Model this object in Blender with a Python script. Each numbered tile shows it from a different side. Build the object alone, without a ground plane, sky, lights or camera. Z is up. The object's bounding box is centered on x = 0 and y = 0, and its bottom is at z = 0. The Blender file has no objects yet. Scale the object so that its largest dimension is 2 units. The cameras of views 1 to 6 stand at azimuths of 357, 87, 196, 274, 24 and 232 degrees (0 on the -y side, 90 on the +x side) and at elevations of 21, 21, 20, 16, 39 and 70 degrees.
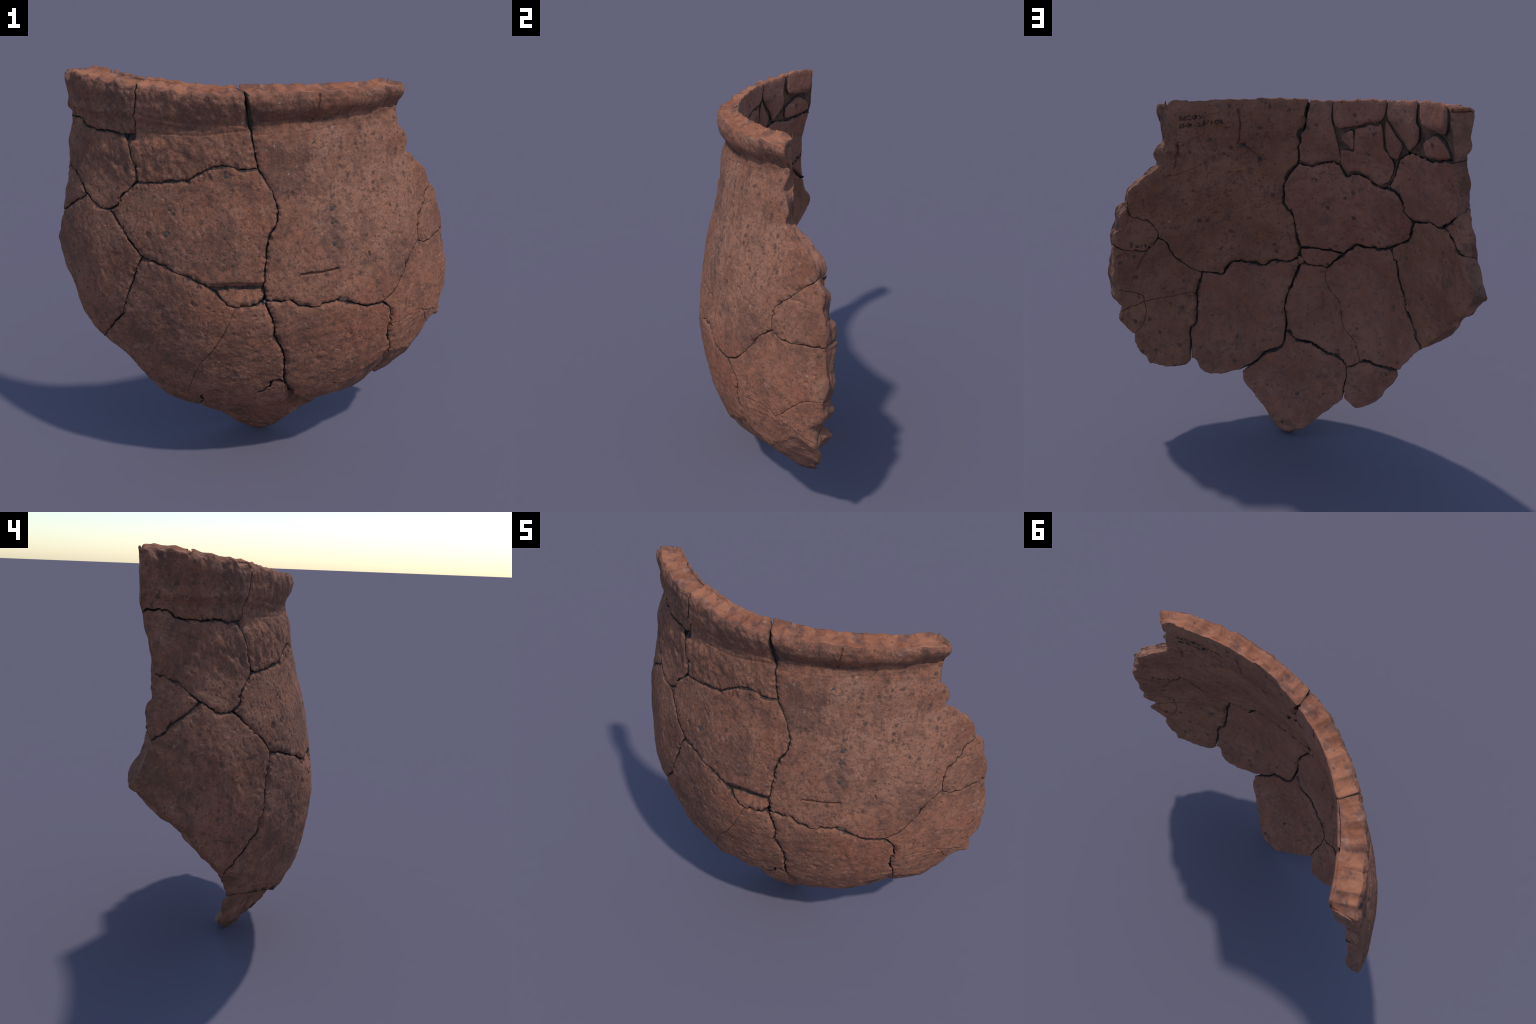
"""A large fragment of a hand-built clay cooking pot, glued together from sherds.

The pot wall is a surface of revolution about a slightly leaning axis.  A place on it is
given by (theta, phi): the turn about the axis and the climb above the belly, in degrees,
and by w: 0 on the outer skin, 1 on the inner skin.  The breaks between the sherds are
curves on the outer skin and on the inner skin; a sherd is the solid that lies between its
own loop of breaks on the outside and the matching loop on the inside.
"""
import math
import bmesh
import bpy
import numpy as np
from mathutils import Matrix, Vector
from mathutils.geometry import delaunay_2d_cdt
from mathutils.kdtree import KDTree

# ------------------------------------------------------------------ the pot
AXIS_FOOT = np.array([0.0292, 0.8559, 1.0])
AXIS = np.array([-0.0045, 0.091, 1.0])
AXIS /= np.linalg.norm(AXIS)
SIDE = np.array([1.0, 0.0, 0.0])
SIDE -= AXIS * (SIDE @ AXIS)
SIDE /= np.linalg.norm(SIDE)
BACK = np.cross(AXIS, SIDE)
BELLY = -0.1                      # height of the centre of phi along the axis
# distance of the outer skin from that centre, from the foot up to the neck
PROFILE_PHI = np.array([-62, -54, -47, -40, -33, -26, -18, -10, 0, 10, 18, 24, 29, 33, 37, 41, 46.0])
PROFILE_RHO = np.array([1.2134, 1.1955, 1.1825, 1.2068, 1.2206, 1.2244, 1.2134, 1.1988, 1.1726,
                        1.1723, 1.1804, 1.2121, 1.2615, 1.2862, 1.3101, 1.334, 1.3639])
# the mouth: outer and inner edge of the flat rim
RIM_OUT = (np.array([-57, -54, -48.3, -43.8, -40, -36.2, -32.3, -29, -26.7, -22.5, -18, -12, -6.6, -3.6, 0, 6, 13.4, 18.4, 22.3, 27.4, 32.3, 36.6, 39]),
           np.array([41.8, 41.6, 41.0, 40.5, 40.0, 39.6, 39.1, 38.7, 38.6, 38.1, 37.5, 36.7, 36.3, 36.3, 36.4, 36.2, 36.2, 36.0, 36.1, 36.0, 36.1, 36.1, 36.4]))
RIM_IN = (np.array([-54, -52.2, -49.5, -43.3, -39.8, -28.7, -25.4, -21.4, -16.2, -10.7, -7, -1.3, 6.1, 11.4, 16.2, 22.6, 28.2, 35.3, 39]),
          np.array([44.9, 44.9, 44.7, 44.1, 43.6, 41.9, 41.7, 41.2, 40.4, 39.9, 39.6, 39.7, 39.1, 39.1, 39.1, 39.1, 39.0, 39.2, 39.2]))
# how far the inner skin lies from the outer form, at steps (degrees) down from the rim
INSIDE_THETA = np.array([-52, -25, 0, 18, 34.0])
INSIDE_DOWN = np.array([0, 1.3, 3.3, 6.3, 9.3, 12.3, 16, 24, 36, 48, 64, 76.0])
INSIDE = np.array([[.014, -.006, -.036, -.058, -.070, -.074, -.072, -.070, -.070, -.080, -.088, -.076],
                   [.010, -.010, -.036, -.058, -.070, -.070, -.068, -.068, -.070, -.080, -.090, -.072],
                   [.012, -.010, -.040, -.060, -.070, -.069, -.067, -.067, -.073, -.084, -.093, -.070],
                   [.010, -.016, -.044, -.062, -.071, -.070, -.068, -.068, -.074, -.081, -.086, -.064],
                   [.010, -.018, -.042, -.064, -.075, -.074, -.068, -.068, -.078, -.084, -.082, -.062]])
# the collar under the rim: how far it stands out, at steps (degrees) down from the rim
COLLAR_THETA = np.array([-56, -40, -28, -10, 0, 15, 27, 38.0])
COLLAR_DOWN = np.array([[0, 1.8, 4.0, 6.0, 6.2, 7.8, 8.3, 10, 12],
                        [0, 1.9, 4.1, 5.8, 6.0, 7.6, 8.1, 10, 12],
                        [0, 1.8, 4.0, 5.2, 5.4, 7.0, 7.6, 9, 11],
                        [0, 1.7, 3.0, 4.0, 4.6, 5.2, 6.0, 8, 10],
                        [0, 1.8, 2.7, 3.2, 3.6, 4.2, 5.0, 7, 9],
                        [0, 1.6, 2.5, 2.9, 3.15, 3.6, 4.6, 6.5, 9],
                        [0, 1.3, 2.0, 2.5, 2.75, 3.2, 4.2, 6, 8.5],
                        [0, 1.1, 1.5, 1.8, 2.0, 2.4, 3.4, 5, 7.5]])
COLLAR_OUT = np.array([[.112, .100, .054, .034, .006, -.004, -.006, -.002, 0],
                       [.102, .090, .050, .034, .005, -.004, -.006, -.002, 0],
                       [.090, .080, .048, .032, .006, -.004, -.005, -.002, 0],
                       [.088, .078, .050, .026, .008, .000, -.004, -.002, 0],
                       [.087, .076, .056, .034, .010, .000, -.004, -.002, 0],
                       [.087, .079, .064, .048, .010, -.004, -.008, -.004, 0],
                       [.087, .078, .064, .044, .008, -.004, -.008, -.004, 0],
                       [.086, .078, .064, .044, .010, -.002, -.006, -.003, 0]])
# ridges left between the finger presses on top of the rim
FINGER_RIDGES = np.array([-58, -54, -51.6, -49.1, -44, -39.1, -34.2, -28.2, -24, -19, -14.2, -10, -6.5, -2.8,
                          0.2, 4.8, 9.6, 14.8, 18.8, 22.7, 27.1, 31.1, 37.2, 42])
FINGER_DEPTH = np.array([.005, .008, .010, .013, .016, .016, .015, .014, .015, .016, .015, .012, .008, .007,
                         .009, .009, .008, .009, .010, .010, .010, .007, .002])

# ------------------------------------------------------------------ the breaks
# junctions of breaks: (theta, phi) outside, (theta, phi) inside
JUNCTIONS = {
    "G1": ((-33.5, 31.3), (-38.2, 34)),
    "J1": ((-30.2, 22), (-28.6, 24)),
    "J2": ((-38.2, 15.4), (-38, 17.2)),
    "J3": ((-46.6, 18.5), (-50, 20)),
    "L0": ((-55.4, 34.2), (-54.2, 35.6)),
    "L1": ((-55.2, 24.6), (-54.6, 23.6)),
    "L2": ((-57.7, 13.3), (-57, 15.6)),
    "L4": ((-44.6, -16.3), (-43.9, -18)),
    "J7": ((-28.6, 5.2), (-29.3, 6.3)),
    "J8": ((-0.7, 24.1), (-0.9, 25.9)),
    "H1": ((-0.7, -1.6), (-0.9, -0.1)),
    "HO": ((-0.8, -4.1), (-1, -4.8)),
    "K1": ((-12.6, -1), (-14.2, 0.1)),
    "J11": ((-7, -5.4), (-9.3, -5.3)),
    "J12": ((27.8, -8.3), (29.2, -8.5)),
    "J13": ((3.5, -25.3), (2.7, -26.5)),
    "J14": ((32.4, -22.9), (35.3, -34)),
    "J14a": ((30.9, -14.6), (30.8, -14.6)),
    "J17": ((40.9, 3.5), (41.2, 4.6)),
    "J18": ((49.2, 16.1), (49.6, 18)),
    "S2": ((53.7, 4.2), (54.2, 5.5)),
    "J35": ((43.7, -14.6), (47.2, -14.1)),
    "S3": ((54.9, -6.5), (54.7, -8.3)),
    "S4": ((54, -16.9), (53, -14.8)),
    "B4": ((47.1, -18.8), (52, -22.6)),
    "B2": ((9.9, -34.8), (17.8, -38.9)),
    "B1": ((-21.7, -28.7), (-24.6, -29.9)),
    "Q1": ((-20.1, -30.6), (-20.4, -32.8)),
    "P1": ((-33.4, -24.5), (-38.3, -26.8)),
    "Q2": ((-19.7, -34.3), (-23.9, -40.8)),
    "RL": ((-54.9, 41.66), (-52.8, 44.9)),
    "R1": ((-28.2, 38.67), (-28.8, 41.92)),
    "R2": ((-2.6, 36.33), (-4.6, 39.64)),
    "RR": ((38, 36.27), (36.4, 39.2)),
    "Gb": ((-30.6, 31.5), (-37.4, 34.2)),
    "Gc": ((-31.9, 28.9), (-37.2, 33.6)),
}

BREAKS = {
    "band": dict(ends="L0 G1", kind="crack",
        outside=[(-53.5, 34.3), (-51, 34.4), (-49.7, 34), (-48.6, 33.1), (-46.4, 32.6), (-44.4, 32.3), (-40.9, 31.9), (-37.8, 31.8)],
        inside=[(-51.1, 35.1), (-48, 34.4), (-44.7, 33.6), (-41.9, 33.8)]),
    "neck_low": dict(ends="Gc J1", kind="crack",
        outside=[(-31.2, 26.9), (-30.2, 24.6)],
        inside=[(-36.2, 33.4), (-33.5, 32.1), (-31.8, 29.9), (-31, 27.5), (-29.8, 25.6)]),
    "j1j2": dict(ends="J1 J2", kind="crack",
        outside=[(-32.3, 20.4), (-34.5, 18.8), (-36.1, 16.6)],
        inside=[(-30.1, 23.7), (-32.4, 23.2), (-34, 21.6), (-35, 18.8)]),
    "j2j3": dict(ends="J2 J3", kind="crack",
        outside=[(-41.3, 15.7), (-43.7, 16.6), (-45.5, 18)],
        inside=[(-41.5, 18.2), (-44.8, 18.9), (-47.6, 19)]),
    "j3l1": dict(ends="J3 L1", kind="crack",
        outside=[(-48.3, 20.5), (-49.8, 21.8), (-51.8, 23.2), (-53.5, 24)],
        inside=[(-52.5, 21.8)]),
    "l1l0": dict(ends="L1 L0", kind="free",
        outside=[(-55.1, 25.3), (-55.1, 26.7), (-55.2, 28.2), (-55.5, 30.2), (-55.7, 31.8)],
        inside=[(-54.4, 26.5), (-54.2, 30), (-54, 33)]),
    "l1l2": dict(ends="L1 L2", kind="free",
        outside=[(-56.1, 22.8), (-56.5, 20.7), (-57.5, 19.5), (-58.2, 17.1), (-58.3, 14.9)],
        inside=[(-55, 21.5), (-55.8, 19)]),
    "j3l2": dict(ends="J3 L2", kind="crack",
        outside=[(-49, 17.1), (-50.8, 16.5), (-53.2, 15.5), (-55, 14.4)],
        inside=[(-52.2, 18.6), (-54.6, 17)]),
    "gleft": dict(ends="L2 L4", kind="free",
        outside=[(-58.4, 12.4), (-59.2, 10.6), (-60.4, 8.4), (-61.8, 6.9), (-62.8, 5.9), (-61.2, 4.3), (-58.8, 1.6), (-56.9, -1.4), (-55, -3.1), (-53.1, -5.2), (-51.8, -8), (-49.5, -11.5), (-46.8, -14.3)],
        inside=[(-58.6, 12), (-61.3, 9), (-61.6, 6), (-60.6, 3.6), (-58, -0.5), (-54.2, -4.2), (-50.6, -9.7), (-46.5, -14.7)]),
    "j2j7": dict(ends="J2 J7", kind="crack",
        outside=[(-37.3, 14.7), (-35.1, 12.3), (-32.7, 9.9), (-30.6, 7.7)],
        inside=[(-37, 14.2), (-35.7, 10.9), (-32.5, 8.6)]),
    "j7l4": dict(ends="J7 L4", kind="crack",
        outside=[(-30.1, 2.8), (-31.8, -0.9), (-33.1, -3.7), (-35, -7.9), (-38.5, -11.3)],
        inside=[(-30.2, 4.2), (-31.6, 1.9), (-32.3, -1.5), (-34, -4.9), (-35.8, -9.7), (-38.6, -12.5), (-41.2, -15.8)]),
    "j7k1": dict(ends="J7 K1", kind="crack",
        outside=[(-24.7, 4.4), (-22.2, 3.2), (-19.8, 2.3), (-18, 1.9), (-16.6, 1), (-14.6, 0.1)],
        inside=[(-25.9, 4.8), (-23.3, 4.4), (-20.8, 4.1), (-18.3, 4.4), (-16.7, 2.6)]),
    "chip_top": dict(ends="K1 H1", kind="crack",
        outside=[(-10.6, -1.5), (-7.5, -1.2), (-3.7, -1.5)],
        inside=[(-10.2, 0.4), (-5.4, 0.2)]),
    "chip_low": dict(ends="J11 HO", kind="crack",
        outside=[(-4, -5.1), (-2.3, -4.9)],
        inside=[(-6.5, -5.4), (-2.9, -5.4)]),
    "chip_left": dict(ends="K1 J11", kind="crack",
        outside=[(-11, -2.4), (-9.1, -4.4)],
        inside=[(-13, -1.2), (-10.5, -3.7)]),
    "j1j8": dict(ends="J1 J8", kind="crack",
        outside=[(-28.6, 21.8), (-24.8, 21.9), (-20.9, 22.1), (-16.8, 22.4), (-13.8, 23.8), (-11.3, 24.5), (-8.1, 24.9), (-6.1, 24.7), (-4.4, 24.1)],
        inside=[(-25.8, 23.4), (-22.3, 24.9), (-18.1, 25.6), (-15.7, 24.5), (-14, 26.4), (-13.4, 27), (-10.6, 27.1), (-6.8, 26.1), (-4.6, 25.5)]),
    "j8h1": dict(ends="J8 H1", kind="crack",
        outside=[(0.3, 22.9), (1.2, 21.1), (2.4, 19.2), (2.8, 17), (3.3, 15.1), (2.7, 12.7), (1.2, 10.1), (0.4, 7.6), (-0, 4.9), (-0.4, 2.6)],
        inside=[(0.8, 24.3), (3, 21.3), (3.8, 16.2), (3.6, 12.7), (1.4, 9.9), (0.6, 5.7), (-0.1, 1.6)]),
    "h1ho": dict(ends="H1 HO", kind="wide",
        outside=[(-0.8, -2.8)],
        inside=[(-0.6, -2.7)]),
    "hoj12": dict(ends="HO J12", kind="crack",
        outside=[(0.5, -4.3), (3, -4.6), (5, -4.6), (6.9, -5.9), (10.9, -6.5), (13, -6.1), (15.8, -6.1), (18, -6.7), (20.9, -7.4), (23.6, -8.4)],
        inside=[(-0.5, -3.6), (2.9, -5.3), (7.6, -5.2), (9.9, -6.9), (13.8, -6.4), (19.1, -5.6), (21.1, -7.1), (22.7, -9.5), (25.4, -8.9)]),
    "hoj13": dict(ends="HO J13", kind="crack",
        outside=[(-0.1, -5.9), (0.9, -8.8), (1.4, -13.2), (2.8, -16.5), (3.3, -19), (3.3, -23)],
        inside=[(-0.2, -7), (0.6, -9.4), (2.6, -14.5), (3.6, -19.7), (2.8, -23.5)]),
    "j12j14a": dict(ends="J12 J14a", kind="crack",
        outside=[(29.4, -9.8), (30.6, -11.6), (31.1, -13.7)],
        inside=[(28.9, -9.1), (29.4, -11.5)]),
    "j14aj14": dict(ends="J14a J14", kind="crack",
        outside=[(30.4, -15.8), (31.1, -18.8), (32.2, -21.2)],
        inside=[(30.9, -17.3), (32.1, -23.4), (34.1, -25.4), (34.6, -29.1)]),
    "j12j17": dict(ends="J12 J17", kind="thin",
        outside=[(30.5, -7.2), (33, -4.9), (35.3, -2.1), (37.2, 0.6), (39, 2.1)],
        inside=[(32.2, -6.8), (33.6, -5.3), (36.2, -2.8), (37.9, 0.1), (38.9, 2.9)]),
    "j17j18": dict(ends="J17 J18", kind="thin",
        outside=[(40.7, 6.5), (41.4, 9.1), (43, 10.8), (44.6, 12), (46, 13.7)],
        inside=[(41.2, 6.7), (43.8, 10.6), (46.1, 11.7), (49.1, 13.5)]),
    "j17s2": dict(ends="J17 S2", kind="thin",
        outside=[(43.7, 2.6), (47.2, 3), (50.2, 3.6)],
        inside=[(44, 1.8), (47.1, 1.7), (50.1, 2.7), (52.7, 4.1)]),
    "j18s2": dict(ends="J18 S2", kind="free",
        outside=[(51.4, 15.1), (52.1, 13.4), (51.9, 11.5), (53.7, 8.4), (53.9, 5.9)],
        inside=[(49.6, 15.9), (51.7, 14.4), (52.2, 9.9), (54, 8.8)]),
    "s2s3": dict(ends="S2 S3", kind="free",
        outside=[(54.2, 1.2), (55.3, -3.6)],
        inside=[(54.7, 3), (54.8, -1.1), (55.5, -5)]),
    "j14aj35": dict(ends="J14a J35", kind="fine",
        outside=[(34.3, -14.6), (37.2, -14), (40.5, -13.4)],
        inside=[(34.3, -14.5), (39.9, -14.6), (44.2, -14.3)]),
    "j35s3": dict(ends="J35 S3", kind="fine",
        outside=[(45.5, -13.1), (47.2, -11.2), (50.7, -7.9)],
        inside=[(47.3, -12.5), (50.8, -10.3), (53.4, -9.1)]),
    "j35s4": dict(ends="J35 S4", kind="fine",
        outside=[(48.7, -15.6), (51.4, -16.3)],
        inside=[(49.5, -14.6), (51.9, -14.5)]),
    "j35b4": dict(ends="J35 B4", kind="fine",
        outside=[(45.2, -17.1)],
        inside=[(47.1, -17.2), (48.3, -20), (50.2, -21.8)]),
    "s3s4": dict(ends="S3 S4", kind="free",
        outside=[(55.3, -9.7), (55, -11.5), (52.6, -13.9)],
        inside=[(56.1, -9.9), (55.4, -12.1)]),
    "s4b4": dict(ends="S4 B4", kind="free",
        outside=[(53.6, -18.6), (49.5, -17.7)],
        inside=[(55.4, -16.7), (54.4, -18.6), (53.3, -20.8)]),
    "b4j14": dict(ends="B4 J14", kind="free",
        outside=[(45.5, -20.9), (43.3, -22.4), (40.8, -24.2), (36.5, -23.6)],
        inside=[(52.5, -24.2), (52.1, -26.9), (50.4, -29.7), (49.5, -32.1), (43.7, -34.3), (37.5, -35.4)]),
    "j14b2": dict(ends="J14 B2", kind="free",
        outside=[(28.3, -24.8), (24.6, -26.2), (22.2, -28.3), (19.8, -30.5), (16.4, -31.9), (12.2, -33.3)],
        inside=[(35, -33.7), (33.5, -34.5), (32.6, -36.9), (29.6, -38.8), (23.4, -39.3), (21.4, -38.7)]),
    "j13b2": dict(ends="J13 B2", kind="wide",
        outside=[(4.7, -27.4), (5.8, -30.1)],
        inside=[(3.3, -30.7), (5.7, -32.4), (9.7, -33.8), (12.3, -36.1), (16.1, -37.9)]),
    "j11b1": dict(ends="J11 B1", kind="fine",
        outside=[(-8.5, -8.4), (-10.8, -12.4), (-13.2, -15.9), (-15.6, -18.4), (-18, -21.5), (-19.8, -25.2)],
        inside=[(-8.7, -7.7), (-8.9, -9.9), (-10.8, -12.7), (-13.1, -14.6), (-14.3, -16.6), (-14.6, -18.6), (-16.1, -21.6), (-18.5, -23.5), (-21.5, -25.7), (-23.2, -28.1)]),
    "q1j13": dict(ends="Q1 J13", kind="crack",
        outside=[(-16.7, -29.2), (-14.7, -27.9), (-10.9, -28.6), (-5.4, -29), (-2.7, -28), (-0.4, -26.5), (0.8, -24.9)],
        inside=[(-17.2, -31.1), (-11.8, -30.5), (-6.3, -29), (-1.3, -28.7), (1.5, -27.1)]),
    "b1q1": dict(ends="B1 Q1", kind="crack",
        outside=[(-21.1, -29.7)],
        inside=[(-22.9, -31.5)]),
    "b1p1": dict(ends="B1 P1", kind="crack",
        outside=[(-26.3, -27.5), (-29.1, -26), (-31.6, -25.4)],
        inside=[(-26.7, -29), (-31.6, -28.6), (-35.4, -27.8)]),
    "l4p1": dict(ends="L4 P1", kind="free",
        outside=[(-40, -18.4), (-37.8, -19.4), (-35.2, -21.4), (-34.3, -23.1)],
        inside=[(-43, -19.6), (-41.6, -21.5), (-40.2, -24.2)]),
    "p1q2": dict(ends="P1 Q2", kind="free",
        outside=[(-32.5, -28.2), (-30.5, -30), (-28.3, -34.6), (-26.2, -37), (-23.4, -37.4)],
        inside=[(-39.4, -28.1), (-38.6, -30.9), (-37.2, -33.6), (-37.1, -35.2), (-35.2, -38.1), (-31.1, -41.7), (-27.3, -41.6)]),
    "q1q2": dict(ends="Q1 Q2", kind="crack",
        outside=[(-20, -32.3)],
        inside=[(-21.5, -34.8), (-22.3, -38.5)]),
    "q2b2": dict(ends="Q2 B2", kind="free",
        outside=[(-20.5, -36.5), (-18, -42), (-14.5, -47), (-11, -51), (-7, -53.8), (-3, -54.4), (1.5, -53.2), (6, -48.5), (9, -43), (9.9, -38)],
        inside=[(-20.7, -45.5), (-17.6, -49.1), (-14.2, -52.6), (-9, -54.6), (-4, -55), (0, -54.2), (4, -52), (9, -48.5), (13.5, -45.2), (16.5, -42.8), (17.6, -40.8)]),
    "r2j8": dict(ends="R2 J8", kind="wide",
        outside=[(-2.4, 34.6), (-2, 33), (-1.7, 31.5), (-1.6, 29.6), (-1.1, 27.3), (-0.8, 25.4)],
        inside=[(-3.6, 37.4), (-3, 34.2), (-1.3, 33.1), (-1.5, 31.2), (-0.9, 30.1), (-1.3, 27.7)]),
    "rll0": dict(ends="RL L0", kind="free",
        outside=[(-55.3, 38.9), (-55.6, 37.4), (-55.8, 35.8)],
        inside=[(-53.4, 42.2), (-53.9, 40.2), (-54.4, 37.8)]),
    "rrj18": dict(ends="RR J18", kind="free",
        outside=[(38.5, 34.9), (38.3, 34.2), (38.1, 32), (38, 30.1), (39.3, 28.5), (40.4, 27.1), (39.9, 24.9), (42, 24), (45.1, 21.8), (47.9, 19.6), (48.8, 18)],
        inside=[(35.6, 38), (36.3, 35.2), (37.7, 31.9), (38.2, 29.5), (38.7, 27.1), (40.6, 25.2), (43.8, 24.1), (46.2, 22.4), (48.6, 20.7)]),
    "r1g": dict(ends="R1 Gb", kind="thin",
        outside=[(-28.4, 36.3), (-29.2, 34.6), (-30.2, 33)],
        inside=[(-31, 40), (-33.5, 38), (-36, 36)]),
    "gab": dict(ends="G1 Gb", kind="gap",
        outside=[(-32, 31.5)],
        inside=[(-37.8, 34.1)]),
    "gac": dict(ends="G1 Gc", kind="gap",
        outside=[(-32.6, 30.1)],
        inside=[(-37.7, 33.8)]),
    "gbc": dict(ends="Gb Gc", kind="gap",
        outside=[(-31.1, 30.2)],
        inside=[(-37.3, 33.9)]),
}

SHERDS = [
    # name, loop of breaks (a minus walks one backwards), inner skin, layer from/to
    ("rim_sherd", "rim:RL:R1 r1g -gab -band -rll0", "grey", 0.0, 0.83),
    ("neck_sherd", "band gac neck_low j1j2 j2j3 j3l1 l1l0", "grey", 0.0, 1.0),
    ("edge_sherd", "l1l2 -j3l2 j3l1", "grey", 0.0, 1.0),
    ("rim_sherd", "rim:R1:R2 r2j8 -j1j8 -neck_low -gbc -r1g", "grey", 0.0, 0.83),
    ("rim_sherd", "rim:R2:RR rrj18 -j17j18 -j12j17 -hoj12 -h1ho -j8h1 -r2j8", "warm", 0.0, 1.0),
    ("body_sherd", "j1j8 j8h1 -chip_top -j7k1 -j2j7 -j1j2", "grey", 0.0, 1.0),
    ("chip_sherd", "chip_top h1ho -chip_low -chip_left", "grey", 0.0, 1.0),
    ("body_sherd", "j2j7 j7l4 -gleft -j3l2 -j2j3", "warm", 0.0, 1.0),
    ("body_sherd", "j7k1 chip_left j11b1 b1p1 -l4p1 -j7l4", "grey", 0.0, 1.0),
    ("body_sherd", "chip_low hoj13 -q1j13 -b1q1 -j11b1", "grey", 0.0, 1.0),
    ("body_sherd", "hoj12 j12j14a j14aj14 j14b2 -j13b2 -hoj13", "grey", 0.0, 1.0),
    ("body_sherd", "j12j17 j17s2 s2s3 -j35s3 -j14aj35 -j12j14a", "warm", 0.0, 1.0),
    ("edge_sherd", "j17j18 j18s2 -j17s2", "warm", 0.0, 1.0),
    ("edge_sherd", "j35s3 s3s4 -j35s4", "warm", 0.0, 1.0),
    ("edge_sherd", "j35s4 s4b4 -j35b4", "warm", 0.0, 1.0),
    ("body_sherd", "j14aj35 j35b4 b4j14 -j14aj14", "warm", 0.0, 1.0),
    ("base_sherd", "q1j13 j13b2 -q2b2 -q1q2", "grey", 0.0, 1.0),
    ("base_sherd", "b1q1 q1q2 -p1q2 -b1p1", "grey", 0.0, 1.0),
]
# flakes of the inner skin that have split off the two left rim sherds
FLAKES = {
    "tall": (3, [(-4.5, 38.8), (-11.1, 39.4), (-11.2, 37.0), (-12.1, 34.8), (-12.9, 32.4), (-13.6, 27.3), (-10.6, 27.1), (-6.8, 26.2), (-4.6, 25.6), (-1.2, 26.2), (-1.2, 27.7), (-1.0, 30.1), (-1.5, 31.2), (-1.5, 33.1), (-3.0, 34.2), (-3.5, 36.1)]),
    "strip": (3, [(-11.1, 39.4), (-19, 40.2), (-28.4, 41.4), (-28.3, 39.6), (-27.1, 38.1), (-25.1, 37.2), (-23.5, 37.3), (-20.5, 36.3), (-16.9, 35.4), (-12.2, 34.8), (-11.2, 37.0)]),
    "broad": (3, [(-27.1, 37.9), (-27.8, 35.4), (-28.2, 33.1), (-29.8, 31.4), (-31.2, 29.6), (-30.6, 27.3), (-28.8, 24.5), (-25.8, 23.6), (-22.3, 24.9), (-18.1, 25.7), (-15.7, 24.7), (-13.7, 26.8), (-13.4, 30.1), (-15.6, 30.8), (-17.8, 30.7), (-18.1, 35.4), (-20.5, 36.2), (-23.4, 37.2), (-25.1, 37.1)]),
    "chip": (3, [(-14.3, 34.2), (-17.9, 35.3), (-17.9, 30.9), (-16.2, 31.1), (-13.9, 32.8)]),
    "long": (0, [(-28.9, 41.2), (-34, 42.0), (-39.8, 42.8), (-39.8, 40.3), (-41.1, 39.2), (-40.7, 37.2), (-39.5, 35.6), (-36.4, 33.9), (-34.8, 35.1), (-32.9, 36.4), (-30.3, 38.0), (-28.7, 39.4)]),
    "slim": (0, [(-28.3, 38.8), (-30.1, 37.7), (-32.7, 35.9), (-34.5, 34.6), (-33.7, 32.6), (-32.1, 31.0), (-30.0, 31.3), (-28.6, 33.2), (-28.0, 35.6)]),
    "corner": (0, [(-40.7, 42.9), (-46, 43.2), (-52.2, 43.4), (-53.0, 41.6), (-51.6, 40.0), (-48.1, 39.7), (-45.0, 39.5), (-42.1, 39.8), (-40.9, 41.2)]),
    "lump": (0, [(-42.0, 36.7), (-44.1, 38.2), (-47.6, 39.3), (-51.4, 38.8), (-53.2, 37.2), (-53.6, 36.0), (-49.0, 34.8), (-44.9, 34.0), (-42.9, 34.3)]),
}
FLAKE_FROM = {"tall": .83, "strip": .83, "broad": .83, "chip": .83, "long": .855, "slim": .83, "corner": .83, "lump": .83}
# kind of break: half gap at the skins, depth and reach of the rounded arris, roughness of the path and of the break face
KINDS = {
    "crack": dict(gap=.0037, drop=.0055, reach=.013, wander=.0030, rough=.0012),
    "wide": dict(gap=.0042, drop=.0060, reach=.016, wander=.0025, rough=.0020),
    "thin": dict(gap=.0014, drop=.0045, reach=.011, wander=.0018, rough=.0005),
    "flake": dict(gap=.0026, drop=.0075, reach=.022, wander=.0030, rough=.0010),
    "gap": dict(gap=.0010, drop=.0060, reach=.014, wander=.0010, rough=.0015),
    "fine": dict(gap=.0005, drop=.0016, reach=.006, wander=.0016, rough=.0005),
    "free": dict(gap=.0, drop=.0100, reach=.022, wander=.0045, rough=.0060),
    "rim": dict(gap=.0, drop=.0060, reach=.014, wander=.0, rough=.0006),
}
# openings where corners of sherds are lost: junction (or theta, phi), extra half gap, radius, right through the wall?
CORNER_LOSS = [("HO", .0095, .016, True), ("J1", .006, .022, False), ("J2", .005, .018, False), ("J3", .003, .014, False),
               ("R2", .002, .05, False), ("J13", .003, .02, False), ("B2", .006, .04, False), ((5.2, -28.6), .011, .026, False), ((-1.9, 32.6), .0075, .030, False), ((-4.0, 24.2), .004, .012, False), ((-17.2, 1.4), .004, .012, False), ((18.6, -6.6), .003, .014, False), ((40.0, 1.9), .004, .014, False), ((30.9, -18), .003, .016, False), ("J7", .002, .015, False)]
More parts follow.
